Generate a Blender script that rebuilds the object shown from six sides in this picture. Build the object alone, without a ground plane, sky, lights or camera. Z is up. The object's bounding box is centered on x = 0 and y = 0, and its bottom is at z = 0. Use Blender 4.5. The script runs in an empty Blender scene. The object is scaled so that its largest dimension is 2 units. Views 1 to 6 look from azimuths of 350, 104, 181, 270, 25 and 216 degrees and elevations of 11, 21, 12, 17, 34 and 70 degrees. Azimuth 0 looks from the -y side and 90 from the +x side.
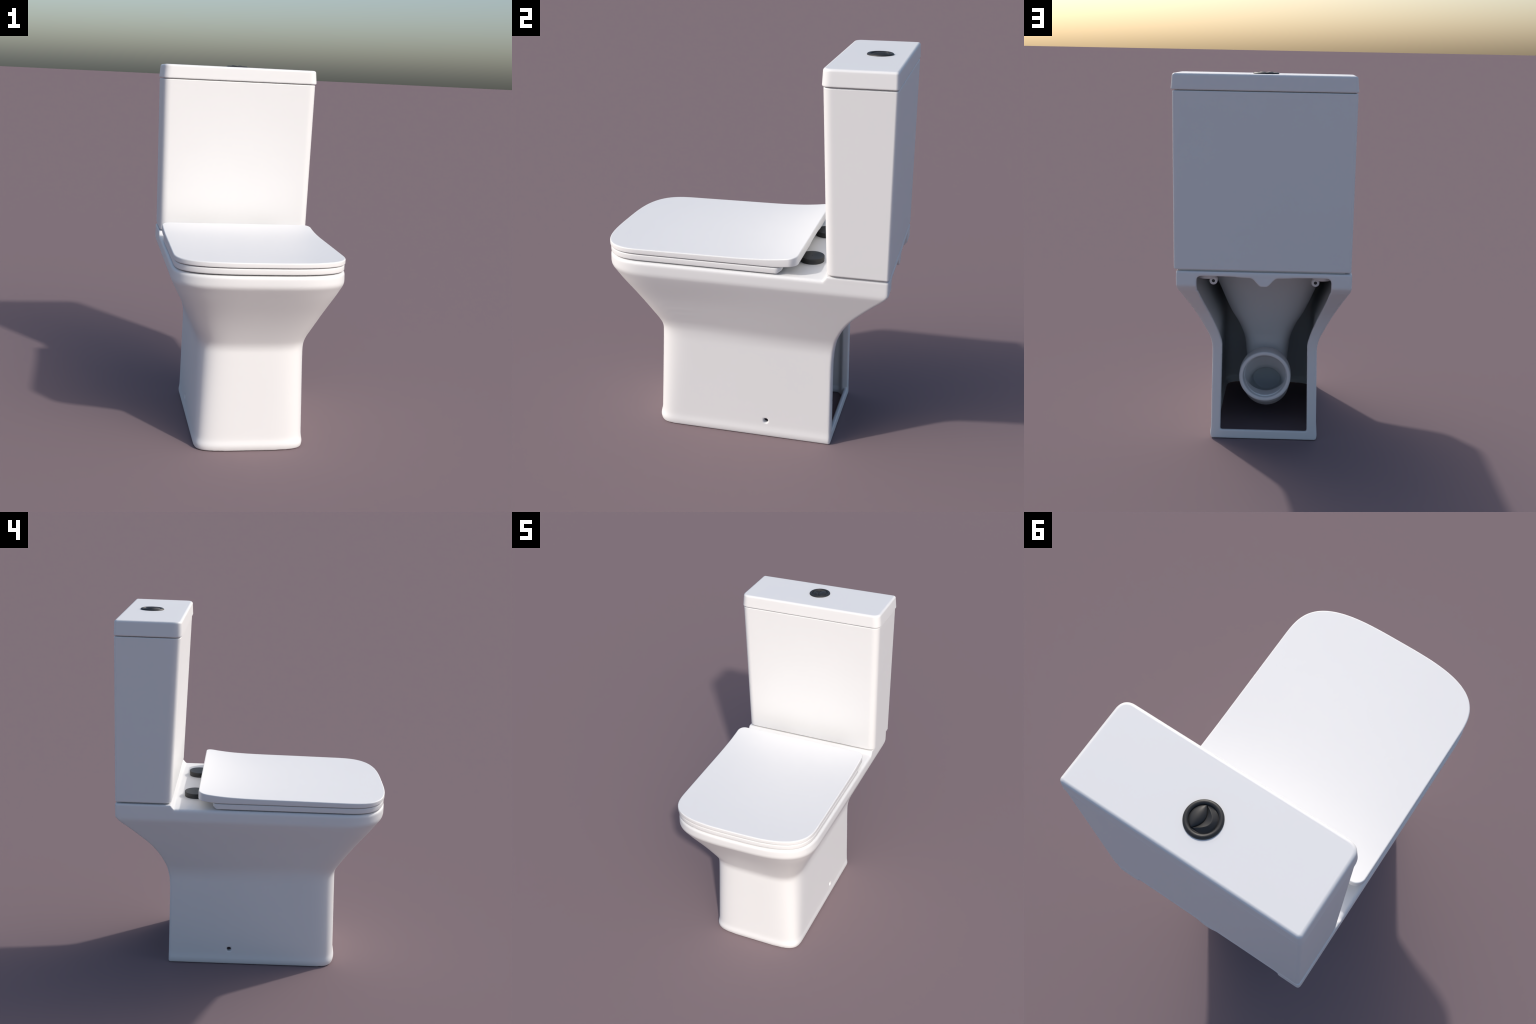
"""Close-coupled ceramic toilet: hollow-backed bowl and pedestal, cistern with
lid and dual flush button, seat ring, curved seat lid and round hinge caps."""
import bpy, bmesh, math
import numpy as np
from mathutils import Vector

XC = -0.0096          # the bowl and seat stand a little left of the cistern
PI = math.pi


# ------------------------------------------------------------------ materials
def make_material(name, colour, roughness, grain=0.0, coat=0.0, tone=0.0, ior=1.5):
    m = bpy.data.materials.new(name)
    m.use_nodes = True
    nt = m.node_tree
    b = nt.nodes["Principled BSDF"]
    b.inputs["Roughness"].default_value = roughness
    b.inputs["IOR"].default_value = ior
    b.inputs["Coat Weight"].default_value = coat
    b.inputs["Coat Roughness"].default_value = 0.25
    co = nt.nodes.new("ShaderNodeTexCoord")
    n1 = nt.nodes.new("ShaderNodeTexNoise")
    n1.inputs["Scale"].default_value = 3.0
    n1.inputs["Detail"].default_value = 2.0
    nt.links.new(co.outputs["Object"], n1.inputs["Vector"])
    ramp = nt.nodes.new("ShaderNodeValToRGB")
    lo = [max(0, c * (1 - tone)) for c in colour]
    hi = [min(1, c * (1 + tone)) for c in colour]
    ramp.color_ramp.elements[0].position = 0.3
    ramp.color_ramp.elements[1].position = 0.7
    ramp.color_ramp.elements[0].color = (*lo, 1)
    ramp.color_ramp.elements[1].color = (*hi, 1)
    nt.links.new(n1.outputs["Fac"], ramp.inputs["Fac"])
    nt.links.new(ramp.outputs["Color"], b.inputs["Base Color"])
    if grain > 0:
        n2 = nt.nodes.new("ShaderNodeTexNoise")
        n2.inputs["Scale"].default_value = 350.0
        nt.links.new(co.outputs["Object"], n2.inputs["Vector"])
        bump = nt.nodes.new("ShaderNodeBump")
        bump.inputs["Strength"].default_value = grain
        bump.inputs["Distance"].default_value = 0.001
        nt.links.new(n2.outputs["Fac"], bump.inputs["Height"])
        nt.links.new(bump.outputs["Normal"], b.inputs["Normal"])
    return m


CERAMIC = make_material("white_glazed_ceramic", (0.80, 0.80, 0.80), 0.5, tone=0.004)
PLASTIC = make_material("white_seat_plastic", (0.80, 0.80, 0.80), 0.5, tone=0.003)
BLACK = make_material("black_plastic", (0.021, 0.021, 0.021), 0.48, grain=0.02, tone=0.05)


# -------------------------------------------------------------------- helpers
def new_object(name, verts, faces, mat, parent=None, smooth=40):
    me = bpy.data.meshes.new(name)
    me.from_pydata([tuple(map(float, v)) for v in verts], [], faces)
    bm = bmesh.new()
    bm.from_mesh(me)
    bmesh.ops.remove_doubles(bm, verts=bm.verts, dist=1e-6)
    bmesh.ops.recalc_face_normals(bm, faces=bm.faces)
    bm.to_mesh(me)
    bm.free()
    me.materials.append(mat)
    o = bpy.data.objects.new(name, me)
    bpy.context.scene.collection.objects.link(o)
    if smooth:
        me.polygons.foreach_set("use_smooth", [True] * len(me.polygons))
        me.set_sharp_from_angle(angle=math.radians(smooth))
    if parent:
        o.parent = parent
    return o


def loft(rings, cap_start=True, cap_end=True, closed=False):
    """Rings of equal length -> verts, faces."""
    n = len(rings[0])
    verts = [p for r in rings for p in r]
    faces = []
    m = len(rings)
    for i in range(m if closed else m - 1):
        a, b = i * n, ((i + 1) % m) * n
        for j in range(n):
            k = (j + 1) % n
            faces.append((a + j, a + k, b + k, b + j))
    if not closed:
        if cap_start:
            faces.append(tuple(range(n))[::-1])
        if cap_end:
            faces.append(tuple(range((m - 1) * n, m * n)))
    return verts, faces


def smoothstep(a, b, x):
    t = min(1.0, max(0.0, (x - a) / (b - a)))
    return t * t * (3 - 2 * t)


def curve(points):
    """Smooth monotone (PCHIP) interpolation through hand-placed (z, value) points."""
    p = np.array(points, float)
    x, y = p[:, 0], p[:, 1]
    h = np.diff(x)
    d = np.diff(y) / h
    s = np.zeros(len(x))
    for i in range(1, len(x) - 1):
        if d[i - 1] * d[i] > 0:
            w1, w2 = 2 * h[i] + h[i - 1], h[i] + 2 * h[i - 1]
            s[i] = (w1 + w2) / (w1 / d[i - 1] + w2 / d[i])
    s[0], s[-1] = d[0], d[-1]

    def f(q):
        q = min(max(q, x[0]), x[-1])
        i = min(int(np.searchsorted(x, q, side="right")) - 1, len(h) - 1)
        t = (q - x[i]) / h[i]
        return float((1 + 2 * t) * (1 - t) ** 2 * y[i] + t * (1 - t) ** 2 * h[i] * s[i]
                     + t * t * (3 - 2 * t) * y[i + 1] + t * t * (t - 1) * h[i] * s[i + 1])
    return f


def bent_line(points):
    """Polyline through (z, value, d) points whose corners are eased over +-d."""
    z, v, d = (np.array(c, float) for c in zip(*points))

    def f(q):
        for i in range(1, len(z) - 1):
            if abs(q - z[i]) < d[i]:
                s0 = (v[i] - v[i - 1]) / (z[i] - z[i - 1])
                s1 = (v[i + 1] - v[i]) / (z[i + 1] - z[i])
                t = q - (z[i] - d[i])
                return float(v[i] - s0 * d[i] + s0 * t + (s1 - s0) * t * t / (4 * d[i]))
        return float(np.interp(q, z, v))
    return f


def resample(pts, n):
    p = np.array(pts, float)
    seg = np.linalg.norm(np.diff(p, axis=0), axis=1)
    s = np.concatenate([[0], np.cumsum(seg)])
    keep = np.concatenate([[True], seg > 1e-9])
    q = np.linspace(0, s[-1], n)
    return np.stack([np.interp(q, s[keep], p[keep, k]) for k in range(p.shape[1])], 1)


def nose_outline(hw, y_front, depth, power, y_back, r_back, counts=(60, 40, 14, 12)):
    """Plan outline: superellipse nose at the front, straight sides, rounded
    back corners and straight back.  Closed loop of (x, y), counter-clockwise
    from the front centre."""
    n_nose, n_side, n_arc, n_back = counts
    y0 = y_front + depth
    t = np.linspace(PI / 2, 0, 400)
    nose = np.stack([hw * np.cos(t).clip(0) ** (2 / power),
                     y0 - depth * np.sin(t).clip(0) ** (2 / power)], 1)
    nose = resample(nose, n_nose)
    side = np.linspace(y0, y_back - r_back, n_side + 1)[1:]
    side = np.stack([np.full(n_side, hw), side], 1)
    a = np.linspace(0, PI / 2, n_arc + 1)[1:]
    arc = np.stack([hw - r_back + r_back * np.cos(a), y_back - r_back + r_back * np.sin(a)], 1)
    back = np.linspace(hw - r_back, 0, n_back + 1)[1:]
    back = np.stack([back, np.full(n_back, y_back)], 1)
    half = np.concatenate([nose, side, arc, back])
    other = half[1:-1][::-1] * np.array([-1, 1])
    return np.concatenate([half, other])


def rounded_rect(x0, x1, y0, y1, r_front, r_back, n=14, m=8, soft=2.0):
    pts = []
    cs = [(x1 - r_front, y0 + r_front, r_front, -PI / 2), (x1 - r_back, y1 - r_back, r_back, 0),
          (x0 + r_back, y1 - r_back, r_back, PI / 2), (x0 + r_front, y0 + r_front, r_front, PI)]
    for i, (cx, cy, r, a0) in enumerate(cs):
        p = 2.0 / (soft if i in (0, 3) else 2.0)           # eased front corners
        arc = []
        for k in range(n + 1):
            c, q = math.cos(PI / 2 * k / n), math.sin(PI / 2 * k / n)
            c, q = max(c, 0.0) ** p, max(q, 0.0) ** p
            arc.append((cx + r * (c * math.cos(a0) - q * math.sin(a0)), cy + r * (c * math.sin(a0) + q * math.cos(a0))))
        nx = cs[(i + 1) % 4]
        end = (nx[0] + nx[2] * math.cos(nx[3]), nx[1] + nx[2] * math.sin(nx[3]))
        pts += arc
        pts += [(arc[-1][0] + (end[0] - arc[-1][0]) * k / m, arc[-1][1] + (end[1] - arc[-1][1]) * k / m) for k in range(1, m)]
    return np.array(pts)


def normals_2d(p):
    d = np.roll(p, -1, 0) - np.roll(p, 1, 0)
    d /= np.linalg.norm(d, axis=1)[:, None] + 1e-12
    return np.stack([d[:, 1], -d[:, 0]], 1)


def ring3(p2, z, dx=0.0):
    zz = np.broadcast_to(np.asarray(z, float), (len(p2),))
    return np.column_stack([p2[:, 0] + dx, p2[:, 1], zz])


def apply_modifiers(o):
    dg = bpy.context.evaluated_depsgraph_get()
    me = bpy.data.meshes.new_from_object(o.evaluated_get(dg))
    old = o.data
    o.modifiers.clear()
    o.data = me
    bpy.data.meshes.remove(old)


def weighted(o):
    w = o.modifiers.new("weighted", "WEIGHTED_NORMAL")
    w.keep_sharp = True
    w.weight = 80


def tube(name, path, radius, mat, parent, n=40, cap=True):
    """Swept round bar; path is a list of 3D points, radius a number or list."""
    P = np.array(path, float)
    rad = np.broadcast_to(np.asarray(radius, float), (len(P),))
    T = np.gradient(P, axis=0)
    T /= np.linalg.norm(T, axis=1)[:, None]
    rings = []
    for p, t, r in zip(P, T, rad):
        u = np.array([1.0, 0, 0]) if abs(t[0]) < .9 else np.array([0, 1.0, 0])
        v = np.cross(t, u)
        v /= np.linalg.norm(v)
        rings.append([p + r * (math.cos(a) * u + math.sin(a) * v) for a in np.linspace(0, 2 * PI, n, endpoint=False)])
    v, f = loft(rings, cap, cap)
    return new_object(name, v, f, mat, parent)


def revolve(name, profile, centre, mat, parent, n=72, axis="z", smooth=40):
    """Closed profile of (radius, height) turned about an axis."""
    rings = []
    for a in np.linspace(0, 2 * PI, n, endpoint=False):
        c, s = math.cos(a), math.sin(a)
        if axis == "z":
            rings.append([(centre[0] + r * c, centre[1] + r * s, centre[2] + h) for r, h in profile])
        else:                       # about y
            rings.append([(centre[0] + r * c, centre[1] + h, centre[2] + r * s) for r, h in profile])
    v, f = loft(rings, closed=True)
    return new_object(name, v, f, mat, parent, smooth)


# ------------------------------------------------------------------ the thing
toilet = bpy.data.objects.new("toilet", None)
toilet["label"] = "white ceramic close-coupled toilet with square cistern and closed seat"
toilet["category"] = "toilet"
bpy.context.scene.collection.objects.link(toilet)


# ------------------------------------------------------- bowl and pedestal
# half width, back edge, front edge, nose depth and squareness against height
def foot_flare(z):
    return math.exp(-((z - .026) / .022) ** 2) - .3 * math.exp(-(z / .008) ** 2)


wall_width = bent_line([(-.1, .2928, 0), (.5596, .2829, .05), (.9219, .4440, .014), (1.2, .4445, 0)])
wall_front = bent_line([(-.1, -.5085, 0), (.5612, -.4869, .030), (.70, -.5666, .10), (.9286, -.7390, .014), (1.2, -.7400, 0)])


def half_width(z):
    return wall_width(z) + .0040 * foot_flare(z)


def front_edge(z):
    return wall_front(z) - .0062 * foot_flare(z)


back_edge = curve([(0, .4555), (.25, .4535), (.45, .4525), (.51, .4556), (.58, .4673), (.655, .4946), (.735, .5420),
                   (.80, .6008), (.865, .6692), (.915, .7234), (.938, .7380), (1.1, .7380)])
nose_depth = curve([(0, .176), (.3, .225), (.5, .253), (.58, .252), (.66, .242), (.75, .250), (.85, .279), (.92, .304), (1.1, .321)])
nose_power = curve([(0, 5.0), (.3, 4.9), (.5, 4.85), (.58, 4.7), (.66, 4.38), (.75, 4.0), (.85, 3.65), (.92, 3.35), (1.1, 3.2)])
RIM_TOP = .988
STEP_TOP = 1.0090


def bowl_section(z, inset=0.0):
    p = nose_outline(half_width(z), front_edge(z), nose_depth(z), nose_power(z), back_edge(z), .012)
    # the flare starts a little higher towards the front than at the back
    g = smoothstep(.50, .58, z) * (1 - smoothstep(.74, .92, z))
    if g > 0:
        slim = (half_width(z - .016) / half_width(z) - 1) * g
        p[:, 0] *= [1 + slim * (1 - smoothstep(-.35, .35, y)) for y in p[:, 1]]
    if inset:
        p = p - normals_2d(p) * inset
    return p


def edge_round(z_top, r, n=6):
    """(inset, z) pairs that round an upper edge."""
    return [(r * (1 - math.cos(a)), z_top - r + r * math.sin(a)) for a in np.linspace(0, PI / 2, n + 1)]


def scratch(rings, **kw):
    v, f = loft(rings, **kw)
    return new_object("scratch", v, f, CERAMIC)


levels = list(np.linspace(0.0, .09, 10)) + list(np.linspace(.12, .48, 10)) + list(np.linspace(.5, .970, 60))
rings = [ring3(bowl_section(z), z) for z in levels]
R_RIM = .016
rings += [ring3(bowl_section(.975, i), z) for i, z in edge_round(RIM_TOP, R_RIM)]
shell = scratch(rings)

# raised plinth that carries the cistern
def plinth_section(z, y_front, inset=0.0):
    p = rounded_rect(-.444, .444, y_front, .738, .004, .012)
    return p - normals_2d(p) * inset
rings = [ring3(plinth_section(z, .424), z) for z in (.975, .980, RIM_TOP)]
rings += [ring3(plinth_section(z, .424 + .014 * t), z) for t, z in ((.15, .991), (.55, .997))]
rings += [ring3(plinth_section(z, .4365, i), z) for i, z in edge_round(STEP_TOP, .006)]
plinth = scratch(rings)

# hollow of the pedestal: open at the back and underneath, with a thicker lip
# around the back opening
opening_half = curve([(0, .2395), (.4, .2325), (.54, .2305), (.60, .243), (.69, .273), (.79, .308), (.88, .332),
                      (.93, .340), (1.0, .341)])
CEILING = .968
def hollow_section(z):
    zz = min(max(z, 0), CEILING)
    yb = back_edge(zz)
    ho = opening_half(zz)
    wall = .012 + .014 * (1 - smoothstep(.022, .038, z))      # a thicker flange round the foot
    hi = max(ho, half_width(zz) - wall)
    corner = .03
    if z > CEILING - corner:               # rounded upper corners of the opening
        k = 1 - (z - (CEILING - corner)) / corner
        sink = corner * (1 - math.sqrt(max(0, 1 - (1 - k) ** 2)))
        ho -= sink
        hi -= sink
    yf = front_edge(zz) + wall + .005
    nose = nose_outline(hi, yf, max(.08, nose_depth(zz) - .03), nose_power(zz), yb - .065, .001,
                        (50, 30, 2, 2))
    n = len(nose)
    # walk: right half up to the back, then the lip, mirrored
    half = nose[:50 + 30]
    lip = np.array([(hi + (ho - hi) * smoothstep(0, 1, t), yb - .06 + .03 * t) for t in np.linspace(0, 1, 8)])
    out = np.array([(ho, y) for y in (yb - .01, yb + .01, yb + .5)])
    h = np.concatenate([half, lip, out])
    return np.concatenate([h, h[::-1][:-1] * np.array([-1, 1])])
zs = [-.05, 0.0, .015, .022, .026, .030, .034, .038, .045] + list(np.linspace(.06, .5, 12)) + list(np.linspace(.52, CEILING - .03, 40)) + \
     list(CEILING - .03 + .03 * np.sin(np.linspace(.15, 1, 8) * PI / 2))
hollow = scratch([ring3(hollow_section(z), z) for z in zs])

# the lintel is thinner than the deck: relief cut under the cistern plinth
LINTEL = .9855
def relief_ring(y):
    w, r = .3405, .024
    arc = [(w - r + r * math.cos(a), LINTEL - r + r * math.sin(a)) for a in np.linspace(0, PI / 2, 9)]
    half = [(w, .90)] + arc
    return [(x, y, z) for x, z in half] + [(-x, y, z) for x, z in half[::-1]]
reliefs = [scratch([[(x, y, z - dz) for x, _, z in relief_ring(y)] for y, dz in ((.26, .017), (.40, .012), (.455, .004), (.50, 0), (.85, 0))]) for _ in range(2)]

# basin: outer funnel and inner well
def oval(hw, y_front, y_back, n=96, power=2.3):
    c, b = (y_front + y_back) / 2, (y_back - y_front) / 2
    t = np.linspace(0, 2 * PI, n, endpoint=False)
    f = lambda v: np.sign(v) * np.abs(v) ** (2 / power)
    return np.stack([hw * f(np.cos(t)), c + b * f(np.sin(t))], 1)
basin_half = curve([(.20, .10), (.33, .120), (.44, .134), (.53, .170), (.61, .219), (.74, .278), (.86, .328), (1.0, .365)])
basin_back = curve([(.20, .09), (.35, .10), (.47, .10), (.56, .115), (.64, .138), (.77, .178), (.88, .205), (.925, .203), (.955, .16), (1.0, .06)])
basin_front = curve([(.20, -.22), (.35, -.28), (.47, -.36), (.64, -.48), (.77, -.57), (.88, -.62), (1.0, -.65)])
zs = list(np.linspace(.295, .976, 32))
funnel = scratch([ring3(oval(basin_half(z), basin_front(z), basin_back(z), power=3.6), z) for z in zs])
zs = list(np.linspace(.36, .96, 26)) + [1.05]
well = scratch([ring3(oval(basin_half(min(z, .96)) * .85 - .015, basin_front(min(z, .96)) + .045,
                           basin_back(min(z, .96)) - .11), z) for z in zs])

# trap: the channel that swells under the basin and runs back to the outlet
trap_path = [(0, y, z) for y, z in ((-.14, .285), (-.08, .235), (-.02, .208), (.05, .201), (.11, .213), (.17, .246), (.22, .286), (.262, .315))]
trap = tube("scratch", trap_path, [.10, .122, .130, .134, .135, .134, .132, .130], CERAMIC, None)
bore_path = [(0, y, z) for y, z in ((-.04, .197), (.03, .192), (.09, .195), (.145, .211), (.19, .240), (.225, .274), (.25, .299), (.275, .315), (.30, .323), (.35, .325))]
bore = tube("scratch", bore_path, [.082, .088, .092, .097, .102, .107, .113, .118, .121, .121], CERAMIC, None)

# sill across the foot of the opening, and the lug in the middle of the lintel
sill = scratch([ring3(rounded_rect(-.27, .27, y0, .4545, .004, .004), z) for y0, z in
                ((.428, 0.0), (.428, .02), (.431, .035), (.437, .0485))])
def lug_drop(x):
    return .044 * (1 - smoothstep(.012, .066, abs(x))) + .006 * (1 - smoothstep(.05, .19, abs(x)))
xs = np.linspace(-.2, .2, 61)
lug_poly = [(x, LINTEL - .001 - lug_drop(x)) for x in xs] + [(x, .998) for x in xs[::-1]]
lug = scratch([[(x, y, z) for x, z in lug_poly] for y in (.706, .737)])

# fixing holes through the foot
holes, bosses = [], []
for s in (1, -1):
    b = tube("scratch", [(s * .260, .108, .0905), (s * .286, .108, .0905)], .042, CERAMIC, None, n=40)
    bosses.append(b)
    h = tube("scratch", [(s * .18, .108, .0905), (s * .40, .108, .0905)], .0135, CERAMIC, None, n=32)
    holes.append(h)


def boolean(o, other, op):
    m = o.modifiers.new("b", "BOOLEAN")
    m.operation = op
    m.solver = "EXACT"
    m.object = other
    apply_modifiers(o)
    bpy.data.objects.remove(other)


def join(objs, name):
    bm = bmesh.new()
    for o in objs:
        bm.from_mesh(o.data)
    me = bpy.data.meshes.new(name)
    bm.to_mesh(me)
    bm.free()
    for o in objs:
        bpy.data.objects.remove(o)
    o = bpy.data.objects.new(name, me)
    bpy.context.scene.collection.objects.link(o)
    me.materials.append(CERAMIC)
    return o


boolean(trap, bore, "DIFFERENCE")
boolean(shell, hollow, "DIFFERENCE")
boolean(shell, reliefs[0], "DIFFERENCE")
boolean(plinth, reliefs[1], "DIFFERENCE")
for b in bosses:
    boolean(shell, b, "UNION")
for h in holes:
    boolean(shell, h, "DIFFERENCE")
boolean(shell, funnel, "UNION")
boolean(shell, well, "DIFFERENCE")
bowl = join([shell, plinth, trap, sill, lug], "bowl")
rm = bowl.modifiers.new("remesh", "REMESH")
rm.mode = "VOXEL"
rm.voxel_size = .0042
rm.adaptivity = 0.0
sm = bowl.modifiers.new("smooth", "SMOOTH")
sm.factor = .5
sm.iterations = 6
apply_modifiers(bowl)
bowl.data.materials.clear()
bowl.data.materials.append(CERAMIC)
bowl.data.polygons.foreach_set("use_smooth", [True] * len(bowl.data.polygons))
bowl.location = (XC, 0, 0)
bowl.parent = toilet

# outlet pipe: hollow spigot with a plain rim
profile = [(.121, .03), (.122, .12), (.1230, .126), (.1265, .129), (.1385, .129), (.1425, .126), (.1438, .121),
           (.1438, .06), (.140, .03), (.133, .0), (.1265, .0)]
revolve("outlet_pipe", profile, (XC, .350 - .129, .325), CERAMIC, toilet, 96, axis="y", smooth=50)

# cistern fixing washers and wing nuts under the lintel
for s in (1, -1):
    wx = XC + s * .297
    revolve("fixing_washer", [(.004, 0), (.045, 0), (.05, .004), (.05, .022), (.004, .022)], (wx, .615, .953), PLASTIC, toilet, 48)
    prof = [(.0085, -.02), (.017, -.02), (.021, -.016), (.021, .014), (.018, .018), (.0085, .018)]
    revolve("nut_hole_shadow_plug", [(.0008, -.014), (.0092, -.014), (.0092, .0165), (.0008, .0165)], (XC + s * .262, .625, .940), BLACK, toilet, 24, axis="y")  # black plug modelled to show the shadowed depth of the nut's open hole
    revolve("wing_nut", prof, (XC + s * .262, .625, .940), PLASTIC, toilet, 32, axis="y")


# ------------------------------------------------------------------- cistern
def slab(name, sections, mat, r_top, r_bottom, parent, w_top=None):
    """Lofted box. sections: list of (z, hw_front.., ) rings; edges rounded."""
    rings = []
    w_top = w_top or r_top
    z0, z1 = sections[0][0], sections[-1][0]
    def section(z):
        t = [s[0] for s in sections]
        vals = [float(np.interp(z, t, [s[k] for s in sections])) for k in range(1, 6)]
        return rounded_rect(-vals[0], vals[0], vals[1], vals[2], vals[3], vals[4], soft=2.5)
    n = 7
    for a in np.linspace(0, PI / 2, n):
        z = z0 + r_bottom * (1 - math.sin(a))
        i = r_bottom * (1 - math.cos(a))
        rings.insert(0, ring3(section(z) - normals_2d(section(z)) * i, z))
    for z in np.linspace(z0 + r_bottom, z1 - r_top, 12)[1:-1]:
        rings.append(ring3(section(z), z))
    for a in np.linspace(0, PI / 2, n):
        z = z1 - r_top * (1 - math.sin(a))
        p = section(z)
        rings.append(ring3(p - normals_2d(p) * w_top * (1 - math.cos(a)), z))
    v, f = loft(rings)
    o = new_object(name, v, f, mat, parent, smooth=50)
    weighted(o)
    return o


# z, half width, front y, back y, front corner radius, back corner radius
cistern = slab("cistern", [(1.0165, .4468, .4365, .7380, .048, .014), (1.905, .4512, .4000, .7380, .048, .014)],
               CERAMIC, .007, .009, toilet)
cistern.location = (-.0020, 0, 0)
slab("cistern_gasket", [(1.000, .42, .46, .715, .03, .01), (1.03, .42, .46, .715, .03, .01)], CERAMIC, .002, .002, toilet)
lid = slab("cistern_lid", [(1.9085, .4565, .3940, .7395, .050, .016), (1.988, .4495, .3968, .7365, .050, .016)],
           CERAMIC, .012, .007, toilet, w_top=.013)
slab("lid_gasket", [(1.89, .43, .42, .715, .03, .01), (1.915, .43, .42, .715, .03, .01)], CERAMIC, .002, .002, toilet)

# ------------------------------------------------------------- flush button
BX, BY, BZ = -.0015, .591, 1.988
button = revolve("flush_button", [(.044, -.02), (.060, -.02), (.0645, -.002)] +
                 [(.0555 + .009 * math.cos(a), .0005 + .0075 * math.sin(a)) for a in np.linspace(0, PI, 17)] +
                 [(.0457, -.006)], (BX, BY, BZ), BLACK, toilet, 96)
R = .0460
tip = .93 * R
chord = .36 * R
TOP = 2.001 - BZ


def arc_valley(y):
    return chord - .48 * R * (1 - (y / tip) ** 2)


def arc_ridge(y):
    return chord - .96 * R * (1 - (y / tip) ** 2)


def button_half(name, cut):
    """Domed key spanning from the valley arc to the rim of the button."""
    ny, ns = 49, 30
    verts, faces = [], []
    ys = tip * np.sin(np.linspace(-PI / 2, PI / 2, ny))
    for y in ys:
        t = 1 - (y / tip) ** 2
        xv, xr, xe = arc_valley(y), arc_ridge(y), math.sqrt(max(R * R - y * y, 0))
        for k in range(ns + 1):
            s = k / ns
            if cut > 0:                              # large key: smooth dome
                x = xv + (xe - xv) * s
                z = .001 + (TOP - .001) * math.sqrt(t) * (1 - (2 * s - 1) ** 2) ** .8 * (1 - .25 * s)
            else:                                    # small key: ridge, then a fall
                if s < .4:
                    q = s / .4
                    x = xv + (xr - xv) * q
                    z = .001 + (TOP - .0025) * math.sqrt(t) * (q ** .9)
                else:
                    q = (s - .4) / .6
                    x = xr + (-xe - xr) * q
                    z = .001 + (TOP - .0025) * math.sqrt(t) * (1 - q ** 1.3)
            verts.append((BX + x, BY + y, BZ + z))
    w = ns + 1
    for i in range(ny - 1):
        for k in range(ns):
            faces.append((i * w + k, i * w + k + 1, (i + 1) * w + k + 1, (i + 1) * w + k))
    top = len(verts)                                  # skirt and base give the key its depth
    base = [(vx, vy, BZ - .012) for vx, vy, _ in verts]
    verts += base
    for i in range(ny - 1):
        for k in (0, ns):
            faces.append((i * w + k, (i + 1) * w + k, top + (i + 1) * w + k, top + i * w + k))
        for k in range(ns):
            faces.append((top + i * w + k, top + i * w + k + 1, top + (i + 1) * w + k + 1, top + (i + 1) * w + k))
    return new_object(name, verts, faces, BLACK, button, smooth=45)


button_half("flush_key", 1)
button_half("flush_key", -1)
revolve("button_plate", [(.0005, -.015), (.0500, -.015), (.0500, .0008), (.0005, .0008)], (BX, BY, BZ), BLACK, button, 64)


# ---------------------------------------------------------------------- seat
def filled_slab(name, outline, z_top, z_bottom, r, mat, parent, fill=26, r_low=None):
    """Closed plate on a plan outline; z_top / z_bottom are functions of (x, y)."""
    nrm = normals_2d(outline)
    c = outline.mean(0)
    r_low = r_low or r
    loops = []

    def add(p, off, side):
        f = z_top if side else z_bottom
        loops.append(np.array([(x, y, f(x, y) + off) for x, y in p]))
    def scaled(k, i):
        p = outline - nrm * i
        return c + (p - c) * k
    ks = np.sin(np.linspace(0.02, 1, fill) * PI / 2)
    for k in ks[:-1]:
        add(scaled(k, r_low), 0, 0)
    for a in np.linspace(0, PI / 2, 7):
        add(outline - nrm * r_low * (1 - math.sin(a)), r_low * (1 - math.cos(a)), 0)
    for a in np.linspace(0, PI / 2, 7):
        add(outline - nrm * r * (1 - math.cos(a)), -r * (1 - math.sin(a)), 1)
    for k in ks[::-1][1:]:
        add(scaled(k, r), 0, 1)
    v, f = loft(loops)
    return new_object(name, v, f, mat, parent, smooth=60)


LID_HW = .4385
lid_outline = nose_outline(LID_HW, -.7385, .262, 3.22, .295, .045)
rise = curve([(-.8, -.001), (-.55, 0), (-.23, .0030), (0, .0052), (.127, .0100), (.206, .0170), (.26, .0245), (.295, .0310), (.32, .036)])


def lid_top(x, y):
    return 1.0555 + rise(y)


def lid_under(x, y):
    mid = 1 - smoothstep(.09, .115, abs(x))
    return 1.0285 + .010 * smoothstep(.17, .295, y) + .006 * mid * smoothstep(.22, .25, y)


seat_lid = filled_slab("seat_lid", lid_outline, lid_top, lid_under, .006, PLASTIC, toilet, r_low=.005)
seat_lid.location = (XC - .0005, 0, 0)

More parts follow.
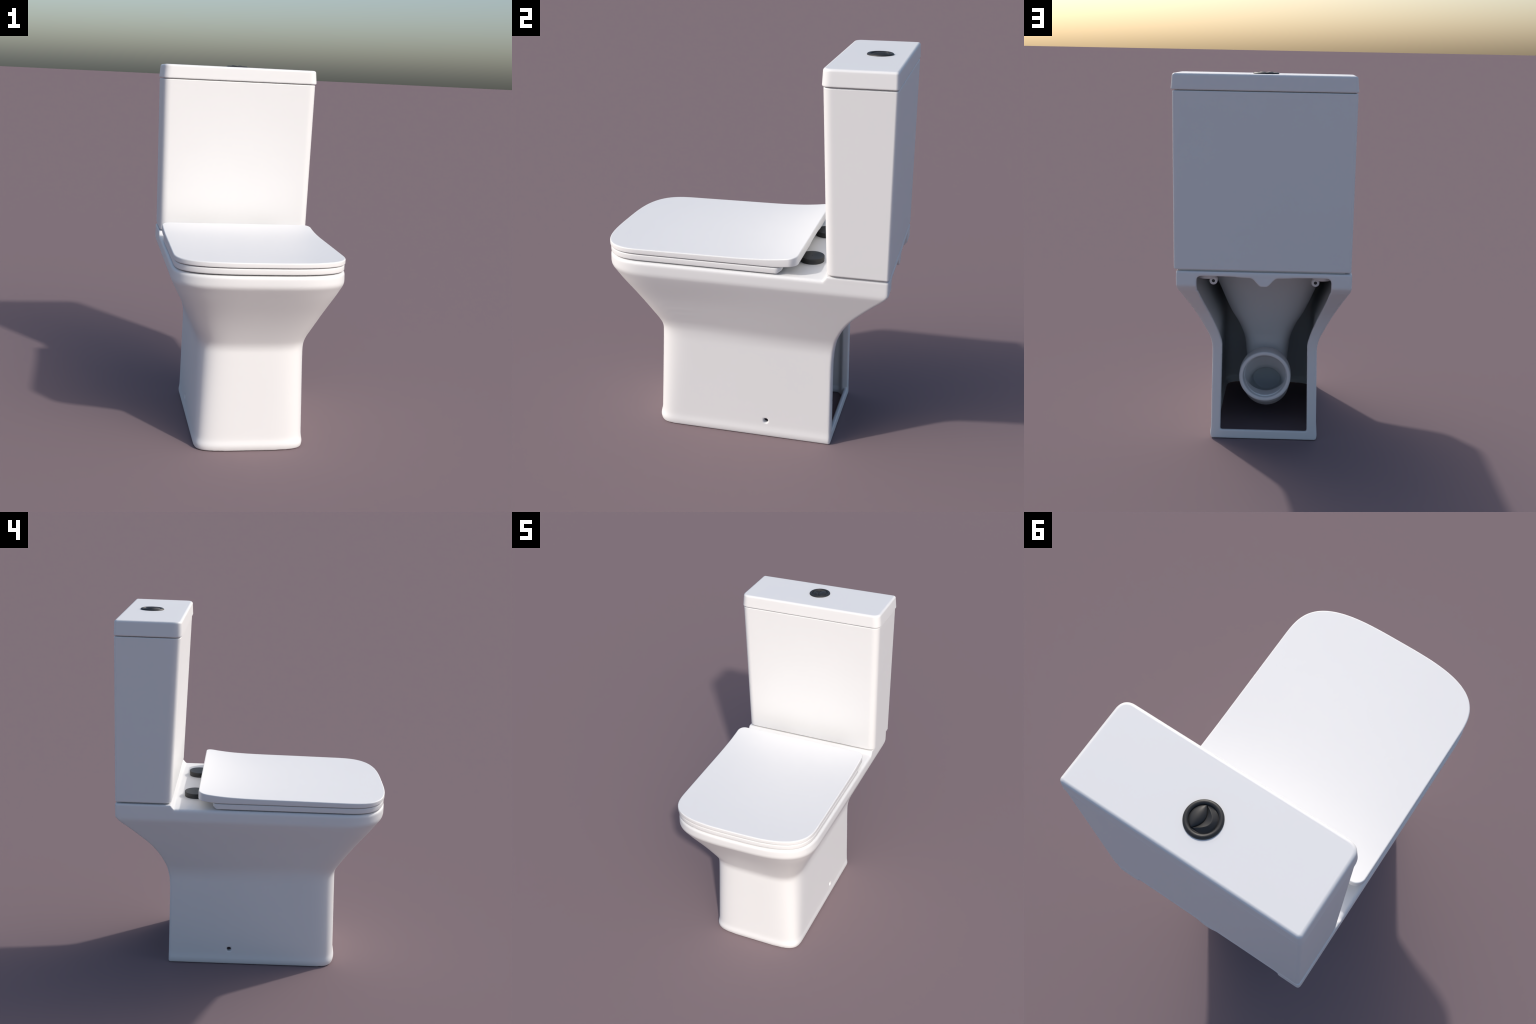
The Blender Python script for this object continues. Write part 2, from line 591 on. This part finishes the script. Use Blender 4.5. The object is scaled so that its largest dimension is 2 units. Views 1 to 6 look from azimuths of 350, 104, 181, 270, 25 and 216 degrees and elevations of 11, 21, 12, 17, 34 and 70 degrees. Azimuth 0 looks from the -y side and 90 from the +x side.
# seat ring: outer outline to an oval opening
outer = nose_outline(.4350, -.7360, .262, 3.20, .2160, .03)
inner = oval(.235, -.56, .06, 720, 2.4)
ang_o = np.arctan2(outer[:, 1] + .2, outer[:, 0])
ang_i = np.arctan2(inner[:, 1] + .2, inner[:, 0])
order = np.argsort(ang_i)
inner = np.stack([np.interp(ang_o, ang_i[order], inner[order, k], period=2 * PI) for k in (0, 1)], 1)
no, ni = normals_2d(outer), normals_2d(inner)
Z0, Z1, RS = .9945, 1.0245, .006
loops = []
for a in np.linspace(0, PI / 2, 6):
    heel = np.array([.009 * smoothstep(.192, .217, y) for y in outer[:, 1]])      # rounded-up back end
    loops.append(ring3(outer - no * RS * (1 - math.sin(a)), Z0 + heel + RS * (1 - math.cos(a))))
for a in np.linspace(0, PI / 2, 6):
    loops.append(ring3(outer - no * RS * (1 - math.cos(a)), Z1 - RS + RS * math.sin(a)))
for a in np.linspace(0, PI / 2, 6):
    loops.append(ring3(inner + ni * RS * (1 - math.sin(a)), Z1 - RS * (1 - math.cos(a))))
for a in np.linspace(0, PI / 2, 6):
    loops.append(ring3(inner + ni * RS * (1 - math.cos(a)), Z0 + RS - RS * math.sin(a)))
v, f = loft(loops, closed=True)
seat = new_object("seat_ring", v, f, PLASTIC, toilet, smooth=60)
seat.location = (XC, 0, 0)

# small buffers between seat and rim, and between lid and seat
for z, dz in ((.984, .0115), (1.0235, .006)):
    for bx, by in ((.33, -.45), (-.33, -.45), (.34, .12), (-.34, .12)):
        revolve("seat_buffer", [(.001, 0), (.016, 0), (.016, dz), (.001, dz)], (XC + bx, by, z), PLASTIC, toilet, 24)

# hinges: black caps on the deck, white knuckles under the lid
for hx in (.186, -.206):
    cap = revolve("hinge_cap", [(.002, 0), (.0595, 0), (.0605, .001), (.0605, .0095), (.0595, .0108), (.0595, .0118),
                                (.0615, .0128), (.0615, .0275), (.0600, .0295), (.002, .0298)],
                  (hx, .3215, .986), BLACK, toilet, 80)
    revolve("hinge_knuckle", [(.001, 0), (.014, 0), (.014, .05), (.001, .05)], (hx, .2240, 1.014), PLASTIC, toilet, 24, axis="y")
